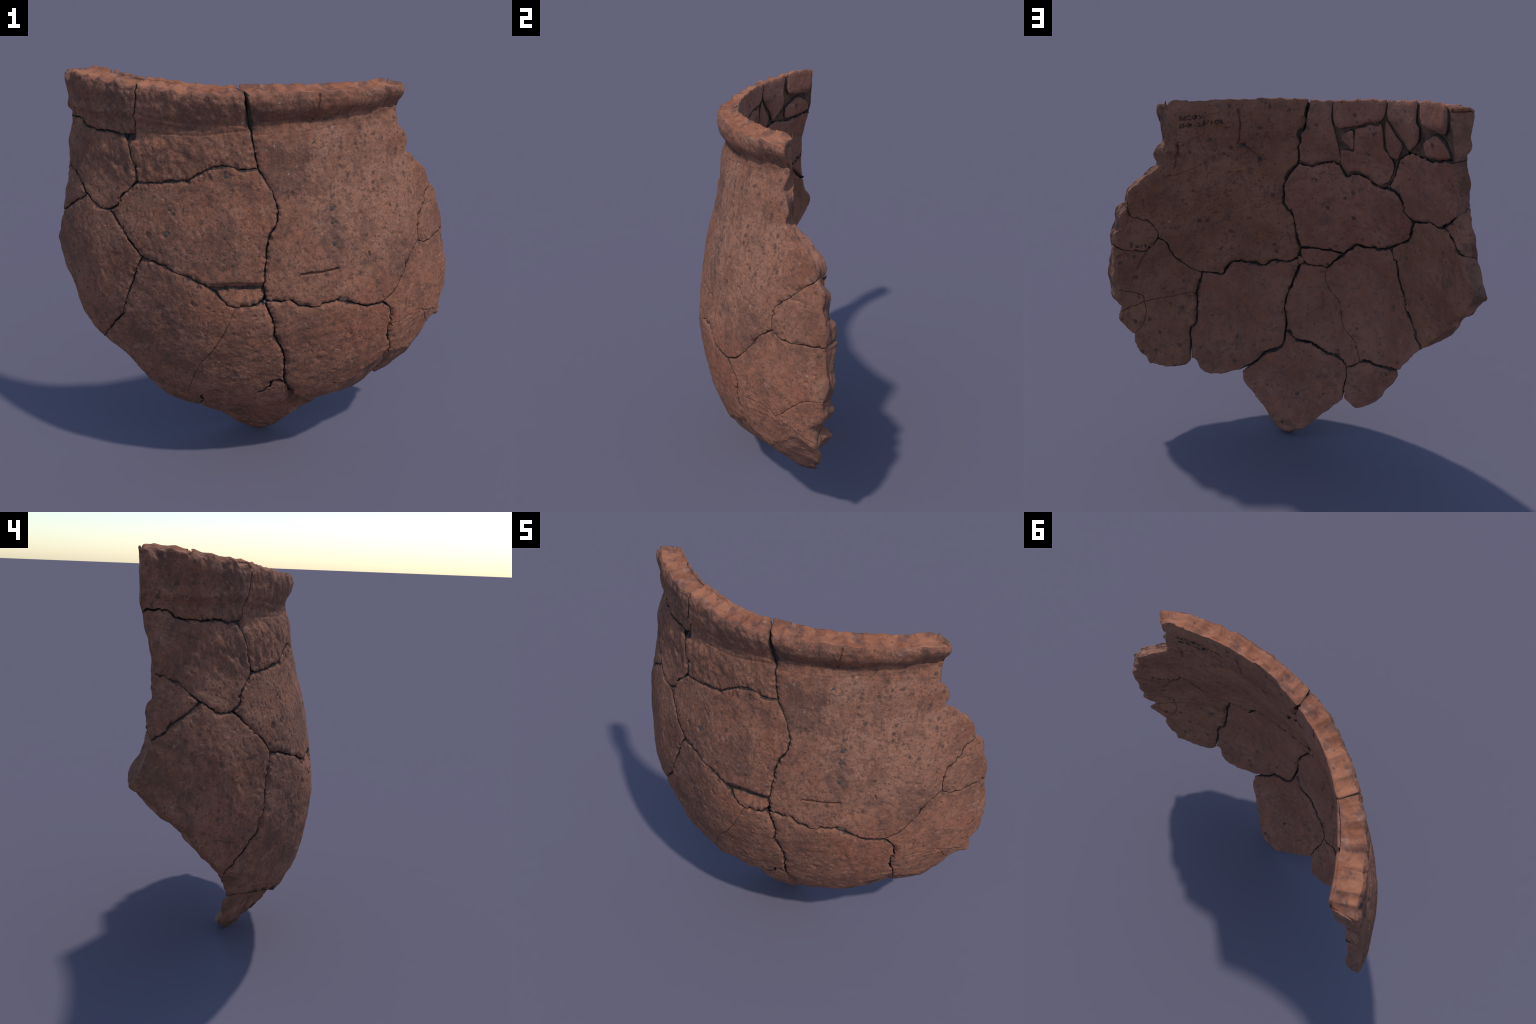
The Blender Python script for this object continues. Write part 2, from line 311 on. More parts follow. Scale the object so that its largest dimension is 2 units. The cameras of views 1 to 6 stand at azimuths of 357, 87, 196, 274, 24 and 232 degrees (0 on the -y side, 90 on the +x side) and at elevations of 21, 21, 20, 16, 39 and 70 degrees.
# scratches, slots and hairline cracks: skin, half width, depth, path
SCORES = [
    ("out", .0055, .020, [(7.7, 1.0), (9.9, 1.15), (12.0, 1.05), (14.0, 1.15), (16.3, 1.35)]),
    ("out", .0040, .009, [(24.4, 3.9), (24.7, 2.9)]),
    ("out", .0028, .0035, [(-1.5, 30.5), (3.7, 30.5), (9.6, 30.4), (14.2, 30.8), (17.2, 31.2), (23.8, 31.5), (29, 32.2)]),
    ("out", .0060, .011, [(-55, 36.0), (-49.5, 35.2), (-43.7, 34.6), (-37.1, 34.0), (-29.8, 33.8)]),
    ("out", .0030, .004, [(-54.8, 31.8), (-50.4, 30.9), (-45.2, 29.0)]),
    ("out", .0045, .005, [(-28.5, 31.6), (-22, 31.2), (-14, 30.6), (-9, 30.9), (-3, 31.4)]),
    ("out", .0055, .014, [(0.5, 32.9), (6, 32.85), (13.4, 32.85), (18.4, 32.9), (22.3, 33.2), (27.4, 33.3), (32.3, 33.7), (37.5, 34.1)]),
    ("out", .0060, .007, [(-27, 33.6), (-18, 33.0), (-10, 32.3), (-3, 32.2)]),
    ("out", .0045, .012, [(13.8, 35.6), (13.6, 34.4), (13.0, 32.8)]),
    ("out", .0024, .004, [(44.0, 11.6), (46.8, 11.6), (49.5, 11.6), (51.3, 11.4)]),
    ("out", .0022, .003, [(-54.9, 4.2), (-54.4, 1.5), (-52.7, -2.1), (-52.9, -5.5)]),
    ("out", .0022, .003, [(-56.6, 0.0), (-56.0, 0.6), (-54.7, 0.7), (-53.0, -0.5), (-52.7, -1.8)]),
    ("out", .0030, .004, [(-46.4, -8.2), (-44.3, -9.3), (-42.0, -9.8)]),
    ("out", .0030, .004, [(-35.5, -23), (-31, -24), (-26, -26)]),
    ("out", .0035, .006, [(-12, -36), (-8, -39), (-4, -38), (0, -41)]),
    ("out", .0030, .005, [(-16, -34), (-9, -33), (-3, -34)]),
    ("in", 0.0054, 0.0153, [(16.1, 37.4), (15.7, 34.8), (16.2, 31.6), (16.6, 30.3), (13.7, 28.9), (10.8, 26.9), (10.2, 25.2)]),
    ("in", 0.0043, 0.0102, [(38.4, 22.8), (35.4, 23.2), (31.5, 24.0), (27.6, 25.3)]),
    ("in", 0.0054, 0.0119, [(33.7, 30.1), (34.4, 27.6), (35.4, 24.9)]),
    ("in", 0.0068, 0.0136, [(34.2, 31.0), (33.9, 29.2)]),
    ("in", 0.0038, 0.0085, [(-50.3, 14.5), (-52.6, 10.9), (-54.4, 6.8), (-54.6, 3.0)]),
    ("in", 0.0034, 0.0068, [(-46.8, 6.5), (-50.6, 5.7), (-52.9, 4.2)]),
    ("in", 0.0041, 0.0085, [(-48.4, -1.5), (-50.7, -3.7), (-52.4, -4.6)]),
    ("in", 0.0032, 0.0068, [(49.0, 13.2), (51, 9.2), (54, 8.6)]),
    ("in", 0.0074, 0.0153, [(43.2, 3.4), (45.0, 0.8), (46.6, -1.4), (48.0, -3.2)]),
    ("in", 0.0081, 0.0136, [(47.5, 1.6), (50.5, 1.9), (53.5, 2.0)]),
    ("in", 0.0047, 0.0085, [(-8.0, -13.5), (-8.8, -16.5), (-8.4, -18.5)]),
]
# scars round lost or standing grits: theta, phi, radius
SCARS_OUT = [(12.6, 28.6, .014), (16.0, 14.8, .018), (15.8, 11.9, .020), (15.9, 7.1, .020), (23.0, 12.7, .010), (31.6, 17.2, .008), (42.8, 12.6, .010),
             (-20.7, 15.1, .012), (-7.8, 23.1, .018), (-26.8, 10.5, .012), (-22.2, 10.7, .020), (-40.7, -4.8, .013), (-27.9, -2.6, .011), (-16.4, -4.5, .016),
             (-18.6, 1.5, .016), (-15.1, -0.7, .014), (-28.6, -14.9, .012), (17.0, -6.0, .018), (11.5, -19.6, .012), (-50.5, 8.3, .014), (-49.6, 2.9, .012),
             (-50.2, -5.9, .013), (6.7, 18.4, .010), (16.3, 33.0, .012), (43.9, 3.5, .010), (38.6, 1.7, .014), (24.5, 30.3, .011), (-44.5, 6.5, .011), (-6, -37, .014)]
SCARS_IN = [(33.7, 30.1, .014), (33.9, 28.3, .014), (20.8, 27.6, .012), (15.6, 29.4, .022), (13.4, 28.4, .016), (16.3, 22.8, .014), (19.5, 22.8, .010), (23.8, 10.5, .012),
            (13.9, 8.1, .013), (10.0, 25.9, .016), (8.2, 32.0, .014), (21.8, 34.1, .013), (19.7, 33.9, .012), (39.3, 8.8, .012), (36.9, 23.0, .014), (29.6, -1.8, .012),
            (1.1, 32.4, .018), (-22.4, 30.0, .018), (-6.1, 21.5, .014), (-14.6, -2.8, .012), (-8.1, -7.0, .012), (-14.9, -18.4, .014), (-16.2, -23.1, .014), (-20.5, -24.1, .018),
            (33.3, -16.0, .010), (39.2, -16.9, .010), (35.0, -12.8, .008), (21.1, -34.2, .010)]
SPACING = 0.0042                  # of the points on the skins
PLANE = (1.12, 1.21)              # metres per radian of theta and phi when the skin is laid flat


# ------------------------------------------------------------------ noise
def hashed(ix, iy, iz, seed):
    n = (ix * 374761393 + iy * 668265263 + iz * 1440662683 + seed * 974634671) & 0xFFFFFFFF
    n = ((n ^ (n >> 13)) * 1274126177) & 0xFFFFFFFF
    n = ((n ^ (n >> 15)) * 2246822519) & 0xFFFFFFFF
    return ((n ^ (n >> 16)) & 0xFFFFFF) / float(0xFFFFFF)


def noise(p, seed=0):
    """Smooth value noise, about -1 to 1."""
    i = np.floor(p).astype(np.int64)
    f = p - i
    f = f * f * f * (f * (f * 6 - 15) + 10)
    total = np.zeros(len(p))
    for a in (0, 1):
        for b in (0, 1):
            for c in (0, 1):
                weight = (f[:, 0] if a else 1 - f[:, 0]) * (f[:, 1] if b else 1 - f[:, 1]) * (f[:, 2] if c else 1 - f[:, 2])
                total += weight * hashed(i[:, 0] + a, i[:, 1] + b, i[:, 2] + c, seed)
    return total * 2 - 1


def layered(p, octaves, seed=0):
    total, size, height = np.zeros(len(p)), 1.0, 1.0
    for k in range(octaves):
        total += height * noise(p * size + 17.3 * k, seed + k)
        size, height = size * 2.03, height * 0.52
    return total


def pits(flat, cell, chance, least, most, seed):
    """Round pits strewn over the laid-out skin; 0 to 1, 1 in the middle of a pit."""
    base = np.floor(flat / cell).astype(np.int64)
    best = np.zeros(len(flat))
    for a in (-1, 0, 1):
        for b in (-1, 0, 1):
            ix, iy = base[:, 0] + a, base[:, 1] + b
            cx = (ix + hashed(ix, iy, ix * 0 + 1, seed)) * cell
            cy = (iy + hashed(ix, iy, ix * 0 + 2, seed)) * cell
            size = least + (most - least) * hashed(ix, iy, ix * 0 + 3, seed) ** 2
            there = hashed(ix, iy, ix * 0 + 4, seed) < chance
            squash = 0.6 + 0.8 * hashed(ix, iy, ix * 0 + 5, seed)
            d2 = ((flat[:, 0] - cx) / squash) ** 2 + ((flat[:, 1] - cy) * squash) ** 2
            best = np.maximum(best, np.where(there, np.clip(1 - d2 / size ** 2, 0, 1), 0))
    return best


def smooth_step(x):
    x = np.clip(x, 0, 1)
    return x * x * (3 - 2 * x)


# ------------------------------------------------------------------ the wall of the pot
def profile(phi):
    k, y = PROFILE_PHI, PROFILE_RHO
    d, h = np.diff(y) / np.diff(k), np.diff(k)
    m = np.concatenate([[d[0]], (d[:-1] * h[1:] + d[1:] * h[:-1]) / (h[1:] + h[:-1]), [d[-1]]])
    i = np.clip(np.searchsorted(k, phi) - 1, 0, len(k) - 2)
    t = np.clip((phi - k[i]) / h[i], -1, 2)
    return ((2 * t ** 3 - 3 * t ** 2 + 1) * y[i] + (t ** 3 - 2 * t ** 2 + t) * h[i] * m[i]
            + (-2 * t ** 3 + 3 * t ** 2) * y[i + 1] + (t ** 3 - t ** 2) * h[i] * m[i + 1])


def rim_out(theta):
    return np.interp(theta, *RIM_OUT)


def rim_in(theta):
    return np.interp(theta, *RIM_IN)


def table(theta, down, at, steps, values):
    """Look a curve up in a few curves given at turns 'at', blending between neighbours."""
    total = np.zeros(len(theta))
    where = np.clip(np.interp(theta, at, np.arange(len(at))), 0, len(at) - 1.001)
    i = where.astype(int)
    f = smooth_step(where - i)
    for row in range(len(at)):
        weight = np.where(i == row, 1 - f, 0) + np.where(i + 1 == row, f, 0)
        use = weight > 0
        if use.any():
            total[use] += weight[use] * np.interp(down[use], steps[row], values[row])
    return total


def collar(theta, phi):
    """The lip of the rim, and where the left belly swells out and draws in below."""
    swell = (0.009 * np.exp(-((theta + 40) / 12) ** 2 - ((phi - 6) / 13) ** 2)
             + 0.013 * np.exp(-((theta + 16) / 8) ** 2 - ((phi + 4) / 9) ** 2)
             + 0.013 * np.exp(-((theta + 55) / 9) ** 2 - ((phi - 17) / 12) ** 2)
             - 0.004 * np.exp(-((theta + 40) / 8) ** 2 - ((phi + 18) / 9) ** 2)
             - 0.006 * np.exp(-((theta + 32) / 10) ** 2 - ((phi + 31) / 9) ** 2))
    return swell + table(theta, rim_out(theta) - phi, COLLAR_THETA, COLLAR_DOWN, COLLAR_OUT)


def wall_inside(theta, phi):
    return table(theta, rim_in(theta) - phi, INSIDE_THETA, [INSIDE_DOWN] * len(INSIDE_THETA), INSIDE)


def place(theta, phi, rho):
    t, p = np.radians(theta), np.radians(phi)
    return (AXIS_FOOT + (rho * np.cos(p) * np.sin(t))[:, None] * SIDE - (rho * np.cos(p) * np.cos(t))[:, None] * BACK
            + (BELLY + rho * np.sin(p))[:, None] * AXIS)


def flat(points):
    return np.radians(points) * np.array(PLANE)


def path_distance(points, path):
    """Distance on the laid-out skin to a path, and how far along it."""
    best, q = np.full(len(points), 9.0), flat(np.array(path))
    p = flat(points)
    for a, b in zip(q[:-1], q[1:]):
        t = np.clip(((p - a) @ (b - a)) / ((b - a) @ (b - a)), 0, 1)
        best = np.minimum(best, np.linalg.norm(p - a - t[:, None] * (b - a), axis=1))
    return best


def scars(lay, marks, seed):
    """Ragged hollows round the grits; 0 to about 1."""
    best = np.zeros(len(lay))
    ragged = 1 + 0.55 * noise(np.stack([lay[:, 0] * 70, lay[:, 1] * 70, lay[:, 0] * 0], 1), seed)
    for theta, phi, radius in marks:
        d = np.linalg.norm(lay - flat(np.array([[theta, phi]])), axis=1)
        best = np.maximum(best, smooth_step(1.45 - d / (radius * ragged)))
    return best


def relief_out(theta, phi, base):
    """How far the outer skin stands above (below) the thrown form."""
    z = np.zeros(len(theta))
    uv = np.stack([theta, phi], 1)
    lay = flat(uv)
    z += 0.0040 * noise(base * 5.0, 11) + 0.0024 * layered(base * 13.0, 2, 21) + 0.0014 * layered(base * 42.0, 2, 25)
    neck = smooth_step((phi - 19) / 5) * smooth_step((1.5 - theta) / 3)
    streak = np.stack([lay[:, 0] * 30 + lay[:, 1] * 9, lay[:, 1] * 25 - lay[:, 0] * 8, lay[:, 0] * 0], 1)
    z += neck * 0.0048 * layered(streak, 3, 31)
    wipe = np.stack([lay[:, 0] * 9 + lay[:, 1] * 16, lay[:, 1] * 42 - lay[:, 0] * 12, lay[:, 0] * 0], 1)
    z += 0.0013 * layered(wipe * .8, 2, 35) * smooth_step((-phi - 4) / 8)
    on_rim = smooth_step((phi - rim_out(theta) + 4) / 1.5)
    z += on_rim * 0.0045 * layered(np.stack([lay[:, 0] * 26, lay[:, 1] * 34, lay[:, 0] * 0], 1), 3, 33)
    left_low = smooth_step((2 - theta) / 4) * smooth_step((16 - phi) / 5)
    z -= 0.0042 * pits(lay, .060, .5, .004, .011, 41) ** .6
    z -= 0.0018 * pits(lay, .028, .35, .0025, .006, 43) ** .7
    z -= 0.0022 * left_low * pits(lay + 3.0, .040, .45, .003, .010, 47) ** .7
    z += left_low * 0.0006 * layered(base * 70, 2, 49)
    z -= 0.0060 * scars(lay, SCARS_OUT, 57)
    rough = smooth_step((-phi - 33) / 8)
    z += rough * 0.006 * layered(base * 22, 3, 51)
    for skin, half, depth, path in SCORES:
        if skin == "out":
            d = path_distance(uv, path)
            z -= depth * np.clip(1.25 - (d / half) ** 2, 0, 1)
    return z


def relief_in(theta, phi, base):
    z = np.zeros(len(theta))
    uv = np.stack([theta, phi], 1)
    lay = flat(uv)
    z += 0.0035 * noise(base * 5.0, 61) + 0.0016 * layered(base * 13.0, 2, 63) + 0.0012 * layered(base * 40.0, 2, 64) - 0.0040 * smooth_step((noise(base * 8.0, 62) - 0.25) * 3)
    pocked = smooth_step((theta - 2) / 6) * (0.4 + 0.6 * smooth_step((phi - 2) / 8))
    z += 0.0060 * pocked * pits(lay + 9, .045, .5, .003, .012, 65) ** .7
    z += 0.0040 * smooth_step((phi - 25) / 5) * pocked * pits(lay + 5, .05, .6, .006, .015, 66)
    z += 0.0030 * pits(lay + 1, .045, .4, .003, .009, 67) ** .7
    z += 0.0105 * scars(lay, SCARS_IN, 59)
    eroded = smooth_step((theta - 1) / 3) * smooth_step((phi - 22) / 4)      # scaled-off lip of the right rim sherd
    z += 0.0075 * eroded * smooth_step((noise(base * 11, 68) - 0.12) * 4)
    comb = np.stack([lay[:, 0] * 34 + lay[:, 1] * 12, lay[:, 1] * 9, lay[:, 0] * 0], 1)
    z += 0.0030 * layered(comb, 2, 69) * smooth_step((-32 - theta) / 8) * smooth_step((16 - phi) / 6)
    for skin, half, depth, path in SCORES:
        if skin == "in":
            d = path_distance(uv, path) * (1 + 0.8 * noise(base * 40, 58)) + 0.0015 * np.abs(noise(base * 90, 56))
            z += depth * np.clip(1.25 - (d / half) ** 2, 0, 1)
    return z                       # positive goes into the wall


def finger_press(theta):
    i = np.clip(np.searchsorted(FINGER_RIDGES, theta) - 1, 0, len(FINGER_RIDGES) - 2)
    t = (theta - FINGER_RIDGES[i]) / (FINGER_RIDGES[i + 1] - FINGER_RIDGES[i])
    depth = FINGER_DEPTH[np.clip(i, 0, len(FINGER_DEPTH) - 1)]
    return depth * np.sin(np.pi * np.clip(t, 0, 1)) ** 1.15


def solid(theta, phi, w, above, below):
    """The point of the wall at (theta, phi), w of the way from the outer to the inner skin,
    with the relief of the two skins given (above: outwards, below: into the wall)."""
    middle = profile(phi)
    out = middle + collar(theta, phi) + above
    inn = middle + wall_inside(theta, phi) + below
    p = place(theta, phi, out * (1 - w) + inn * w)
    top = rim_out(theta) * (1 - w) + rim_in(theta) * w
    near = smooth_step(1 - (top - phi) / 1.4)
    across = 1 - 0.65 * smooth_step((w - 0.40) / 0.60)
    p -= (near * across * finger_press(theta))[:, None] * AXIS
    return p


# ------------------------------------------------------------------ breaks as curves
def curve_through(points):
    """A rounded curve through control points (Catmull-Rom), finely sampled."""
    p = np.array(points, float)
    if len(p) == 2:
        t = np.linspace(0, 1, 24)[:, None]
        return p[0] * (1 - t) + p[1] * t
    e = np.vstack([2 * p[0] - p[1], p, 2 * p[-1] - p[-2]])
    parts = []
    for k in range(len(p) - 1):
        a, b, c, d = e[k:k + 4]
        chord = np.linalg.norm(c - b) + 1e-9
        m1 = (c - a) / (np.linalg.norm(c - b) + np.linalg.norm(b - a) + 1e-9) * chord
        m2 = (d - b) / (np.linalg.norm(d - c) + np.linalg.norm(c - b) + 1e-9) * chord
        t = np.linspace(0, 1, 16, endpoint=False)[:, None]
        parts.append((2 * t ** 3 - 3 * t ** 2 + 1) * b + (t ** 3 - 2 * t ** 2 + t) * m1 + (-2 * t ** 3 + 3 * t ** 2) * c + (t ** 3 - t ** 2) * m2)
    return np.vstack(parts + [p[-1:]])


def resample(path, count):
    s = np.concatenate([[0], np.cumsum(np.linalg.norm(np.diff(path, axis=0), axis=1))])
    t = np.linspace(0, s[-1], count)
    return np.stack([np.interp(t, s, path[:, k]) for k in range(path.shape[1])], 1), s[-1]


def wander(path, amount, seed, waves=((18, 1.0), (45, .8), (95, .7))):
    """Small irregular swings of a break across its own direction."""
    n = len(path)
    _, length = resample(path, 2)
    s = np.linspace(0, length, n)
    swing = sum(a * noise(np.stack([s * f, 0 * s + seed * 1.7, 0 * s], 1), seed) for f, a in waves)
    along = np.gradient(path, axis=0)
    along /= np.linalg.norm(along, axis=1)[:, None] + 1e-12
    ends = np.clip(np.minimum(s, length - s) / 0.015, 0, 1)
    return path + np.stack([-along[:, 1], along[:, 0]], 1) * (amount * swing * ends)[:, None]


def build_break(name, k):
    b = BREAKS[name]
    a, z = b["ends"].split()
    kind = KINDS[b["kind"]]
    both = []
    for side, key in enumerate(("outside", "inside")):
        both.append(curve_through([JUNCTIONS[a][side], *b[key], JUNCTIONS[z][side]]))
    both = [flat(c) for c in both]
    lengths = [resample(c, 2)[1] for c in both]
    count = max(6, int(max(lengths) / SPACING))
    if b["kind"] == "free":                     # the two edges of an open break go their own ways
        out, inn = (wander(resample(c, count)[0], kind["wander"], 100 + k + 50 * j, ((9, 1.0), (24, .8), (60, .45))) for j, c in enumerate(both))
    else:
        out, inn = (wander(resample(c, count)[0], kind["wander"], 100 + k) for c in both)
    return out, inn, b["kind"]


def rim_line(a, z):
    lines = []
    for side, edge in enumerate((rim_out, rim_in)):
        theta = np.linspace(JUNCTIONS[a][side][0], JUNCTIONS[z][side][0], 60)
        phi = edge(theta)
        for end, q in ((0, JUNCTIONS[a][side][1]), (-1, JUNCTIONS[z][side][1])):
            phi[end] = q
        for corner in {"RL", "RR"} & {a, z}:                        # worn corners of the mouth
            phi -= 0.9 * np.exp(-np.abs(theta - JUNCTIONS[corner][side][0]) / 0.9)
        lines.append(flat(np.stack([theta, phi], 1)))
    count = int(resample(lines[0], 2)[1] / SPACING)
    return resample(lines[0], count)[0], resample(lines[1], count)[0], "rim"


LINES = {name: build_break(name, k) for k, name in enumerate(BREAKS)}


def loop_of(text):
    """Walk round a sherd: its loop on the outer and on the inner skin, with the kind of break at each point."""
    outs, inns, kinds = [], [], []
    for word in text.split():
        if word.startswith("rim:"):
            out, inn, kind = rim_line(*word.split(":")[1:])
        else:
            out, inn, kind = LINES[word.lstrip("-")]
            if word[0] == "-":
                out, inn = out[::-1], inn[::-1]
        outs.append(out[:-1]), inns.append(inn[:-1]), kinds.extend([kind] * (len(out) - 1))
    return np.vstack(outs), np.vstack(inns), kinds


def outward(loop):
    along = np.roll(loop, -1, 0) - np.roll(loop, 1, 0)
    along /= np.linalg.norm(along, axis=1)[:, None] + 1e-12
    n = np.stack([along[:, 1], -along[:, 0]], 1)
    n = (n + np.roll(n, 1, 0) + np.roll(n, -1, 0)) / 3
    return n / (np.linalg.norm(n, axis=1)[:, None] + 1e-9)


def turn(loop):
    x, y = loop.T
    return 0.5 * np.sum(x * np.roll(y, -1) - y * np.roll(x, -1))


def inside_of(points, loop):
    hit = np.zeros(len(points), bool)
    a, b = loop, np.roll(loop, -1, 0)
    for (x0, y0), (x1, y1) in zip(a, b):
        if y0 == y1:
            continue
        cross = ((points[:, 1] < y0) != (points[:, 1] < y1)) & (points[:, 0] < (x1 - x0) * (points[:, 1] - y0) / (y1 - y0) + x0)
        hit ^= cross
    return hit


def fill(loop, spacing, seed):
    """Triangles over a loop on the laid-out skin: the loop's own points first, then points strewn inside."""
    lo, hi = loop.min(0), loop.max(0)
    rows = np.arange(lo[1], hi[1], spacing * 0.87)
    points = []
    for r, y in enumerate(rows):
        x = np.arange(lo[0] + (r % 2) * spacing / 2, hi[0], spacing)
        points.append(np.stack([x, np.full(len(x), y)], 1))
    points = np.vstack(points)
    points += (np.random.default_rng(seed).random(points.shape) - 0.5) * spacing * 0.25
    points = points[inside_of(points, loop)]
    tree = KDTree(len(loop))
    for k, q in enumerate(loop):
        tree.insert((q[0], q[1], 0), k)
    tree.balance()
    near = np.array([tree.find((q[0], q[1], 0))[1:] for q in points]).reshape(-1, 2)
    keep = near[:, 1] > spacing * 0.55
    points, near = points[keep], near[keep]
    n = len(loop)
    every = np.vstack([loop, points])
    verts, _, faces, origin, _, _ = delaunay_2d_cdt([Vector(q) for q in every], [(k, (k + 1) % n) for k in range(n)], [], 1, 1e-7)
    verts = np.array([tuple(v) for v in verts])
    back = np.full(len(verts), -1)
    for k, o in enumerate(origin):
        if o:
            back[k] = o[0]
    distance, nearest = np.zeros(len(verts)), np.zeros(len(verts), int)
    for k, v in enumerate(verts):
        o = back[k]
        if 0 <= o < n:
            nearest[k] = o
        elif o >= n:
            nearest[k], distance[k] = int(near[o - n, 0]), near[o - n, 1]
        else:
            _, nearest[k], distance[k] = tree.find((v[0], v[1], 0))
    return verts, np.array(faces_as_triangles(faces)), back, nearest, distance


def faces_as_triangles(faces):
    return [t for f in faces for t in ([f] if len(f) == 3 else [(f[0], f[k], f[k + 1]) for k in range(1, len(f) - 1)])]


def degrees_of(laid):
    d = np.degrees(laid / np.array(PLANE))
    return d[:, 0], d[:, 1]


LOSSES = [(*(flat(np.array([JUNCTIONS[j][side] if j in JUNCTIONS else j]))[0] for side in (0, 1)), extra, radius, through) for j, extra, radius, through in CORNER_LOSS]


def build_sherd(out_loop, inn_loop, kinds, w0, w1, seed, over=None):
    """Vertices, triangles and the material slot of each (0 outer skin, 1 inner skin, 2 break, 3 crack, 4 split face)."""
    if turn(out_loop) < 0:
        out_loop, inn_loop, kinds = out_loop[::-1], inn_loop[::-1], kinds[::-1]
    n = len(out_loop)
    pick = {key: np.array([KINDS[k][key] for k in kinds]) for key in ("gap", "drop", "reach", "rough")}
    for key in ("gap", "drop", "reach"):        # ease from one kind of break to the next
        for _ in range(3):
            pick[key] = (pick[key] + np.roll(pick[key], 1) + np.roll(pick[key], -1)) / 3
    at = np.stack([out_loop[:, 0], out_loop[:, 1], np.zeros(n)], 1)
    uneven = 1 + 0.75 * noise(at * 24, 71) + 0.5 * noise(at * 75, 73)
    uneven_in = 1.80 + 1.1 * noise(at * 26 + 7, 75) + 0.6 * noise(at * 80 + 3, 77)
    gap = pick["gap"] * np.clip(uneven, .15, 3)
    gap_in = pick["gap"] * np.clip(uneven_in, .2, 3.5)
    is_rim = np.array([k == "rim" for k in kinds])
    is_free = np.array([k == "free" for k in kinds])
    free_part = is_free.astype(float)
    for _ in range(14):                          # the roughness dies away towards the other edges
        free_part = np.minimum((free_part + np.roll(free_part, 1) + np.roll(free_part, -1)) / 3, is_free)
    n_out, n_inn = outward(out_loop), outward(inn_loop)

    def laid(w):
        """The loop w of the way through the wall."""
        m = np.where(is_free, w ** 0.92, w)[:, None]
        loop = out_loop * (1 - m) + inn_loop * m
        normal = n_out * (1 - w) + n_inn * w
        open_ = (gap if w < 0.5 else gap_in) * max(0.0, abs(2 * w - 1) - 0.30) / 0.70 + 0.0002
        for po, pi, extra, radius, through in LOSSES:
            d = np.linalg.norm(loop - (po * (1 - w) + pi * w), axis=1)
            lost = extra * np.exp(-(d / radius) ** 2)
            open_ = open_ + lost * (1.0 if through else max(0.0, abs(2 * w - 1) - 0.30) / 0.70)
        step = normal * open_[:, None]
        step[is_rim] = 0
        for k in np.nonzero(is_rim & ~np.roll(is_rim, 1))[0]:       # where a break runs out into the rim
            follow(step, k - 4, k, 1)
        for k in np.nonzero(is_rim & ~np.roll(is_rim, -1))[0]:
            follow(step, k + 5, k, -1)
        return loop - step

    def follow(step, source, k, way):
        push = step[source % n].copy()
        push[1] = 0
        for j in range(-4, 7):
            step[(k + way * j) % n] = push * (1.0 if j < 1 else 1 - smooth_step(j / 7))

    def thickness(w):
        return 0.088

    verts, tris, slots = [], [], []
    drop = pick["drop"] * (over["drop"] if over else 1.0)
    reach = pick["reach"] * (over["reach"] if over else 1.0)
    chips = np.clip(1 + 0.9 * noise(at * 30 + 5, 79) + 0.7 * noise(at * 85 + 2, 80), .25, 2.6) + 5 * np.clip(noise(at * 45 + 11, 83) - .42, 0, 1)
    is_flake = np.array([k == "flake" for k in kinds])
    drop = np.where(is_free | is_rim | is_flake, drop, drop * chips)
    reach = np.where(is_free | is_rim | is_flake, reach, reach * np.clip(chips, .7, 1.8))
    rings = []
    for skin, w in ((0, w0), (1, w1)):
        loop = laid(w)
        cut = (skin == 0 and w > 0.01) or (skin == 1 and w < 0.99)      # a split face inside the wall
        pts, faces, back, nearest, distance = fill(loop, SPACING * (1.6 if cut else 1.0), seed + skin)
        theta, phi = degrees_of(pts)
        fall = drop[nearest] * np.clip(1 - distance / reach[nearest], 0, 1) ** 2 / thickness(w)
        if cut:
            fall = fall * 0
        depth = w + np.minimum(fall, 0.8 * (w1 - w0)) * (1 if skin == 0 else -1)
        if over and skin == 0 and "sink" in over:
            depth = depth + over["sink"](theta, phi) / thickness(w)
        if over and skin == 0 and "spall" in over:
            depth = depth + over["spall"](theta, phi) / thickness(w)
        base = place(theta, phi, profile(phi))
        zero = np.zeros(len(theta))
        above = relief_out(theta, phi, base) if skin == 0 and not cut else zero
        below = relief_in(theta, phi, base) if skin == 1 and not cut else zero
        p = solid(theta, phi, depth, above, below)
        start = len(verts) and sum(len(v) for v in verts)
        ring = np.full(n, -1)
        for k, o in enumerate(back):
            if 0 <= o < n:
                ring[o] = start + k
        for k in range(n):
            if ring[k] < 0:
                ring[k] = start + int(np.argmin(np.linalg.norm(pts - loop[k], axis=1)))
        rings.append(ring)
        ring_depth = depth[ring - start]
        rings.append(ring_depth)
        rings.append((above if skin == 0 else below)[ring - start])
        verts.append(p)
        faces = faces + start
        tris.append(faces if skin == 0 else faces[:, ::-1])
        slots.append(np.full(len(faces), 4 if cut else skin))
    ring0, depth0, above, ring1, depth1, below = rings
    rows = max(3, int(round((w1 - w0) * 17)))
    strips = [ring0]
    total = sum(len(v) for v in verts)
    for r in range(1, rows):
        s = r / rows
        w0m, w1m = depth0.mean(), depth1.mean()
        w = w0m * (1 - s) + w1m * s + (depth0 - w0m) * math.exp(-9 * s) * (1 - s) + (depth1 - w1m) * math.exp(-9 * (1 - s)) * s
        a = np.clip(w.mean(), 0, 1)
        loop = laid(a)
        theta, phi = degrees_of(loop)
        base = place(theta, phi, profile(phi) - 0.20 * w)
        bulge = pick["rough"] * layered(base * 15, 4, 81) * math.sin(math.pi * s) ** 0.5
        chip = np.clip(noise(base * 11, 85) - 0.05, 0, 1) * pick["rough"] * 2.2 * math.sin(math.pi * s) ** 0.5
        normal = n_out * (1 - a) + n_inn * a
        loop = loop + normal * (free_part * (bulge - chip))[:, None]
        theta, phi = degrees_of(loop)
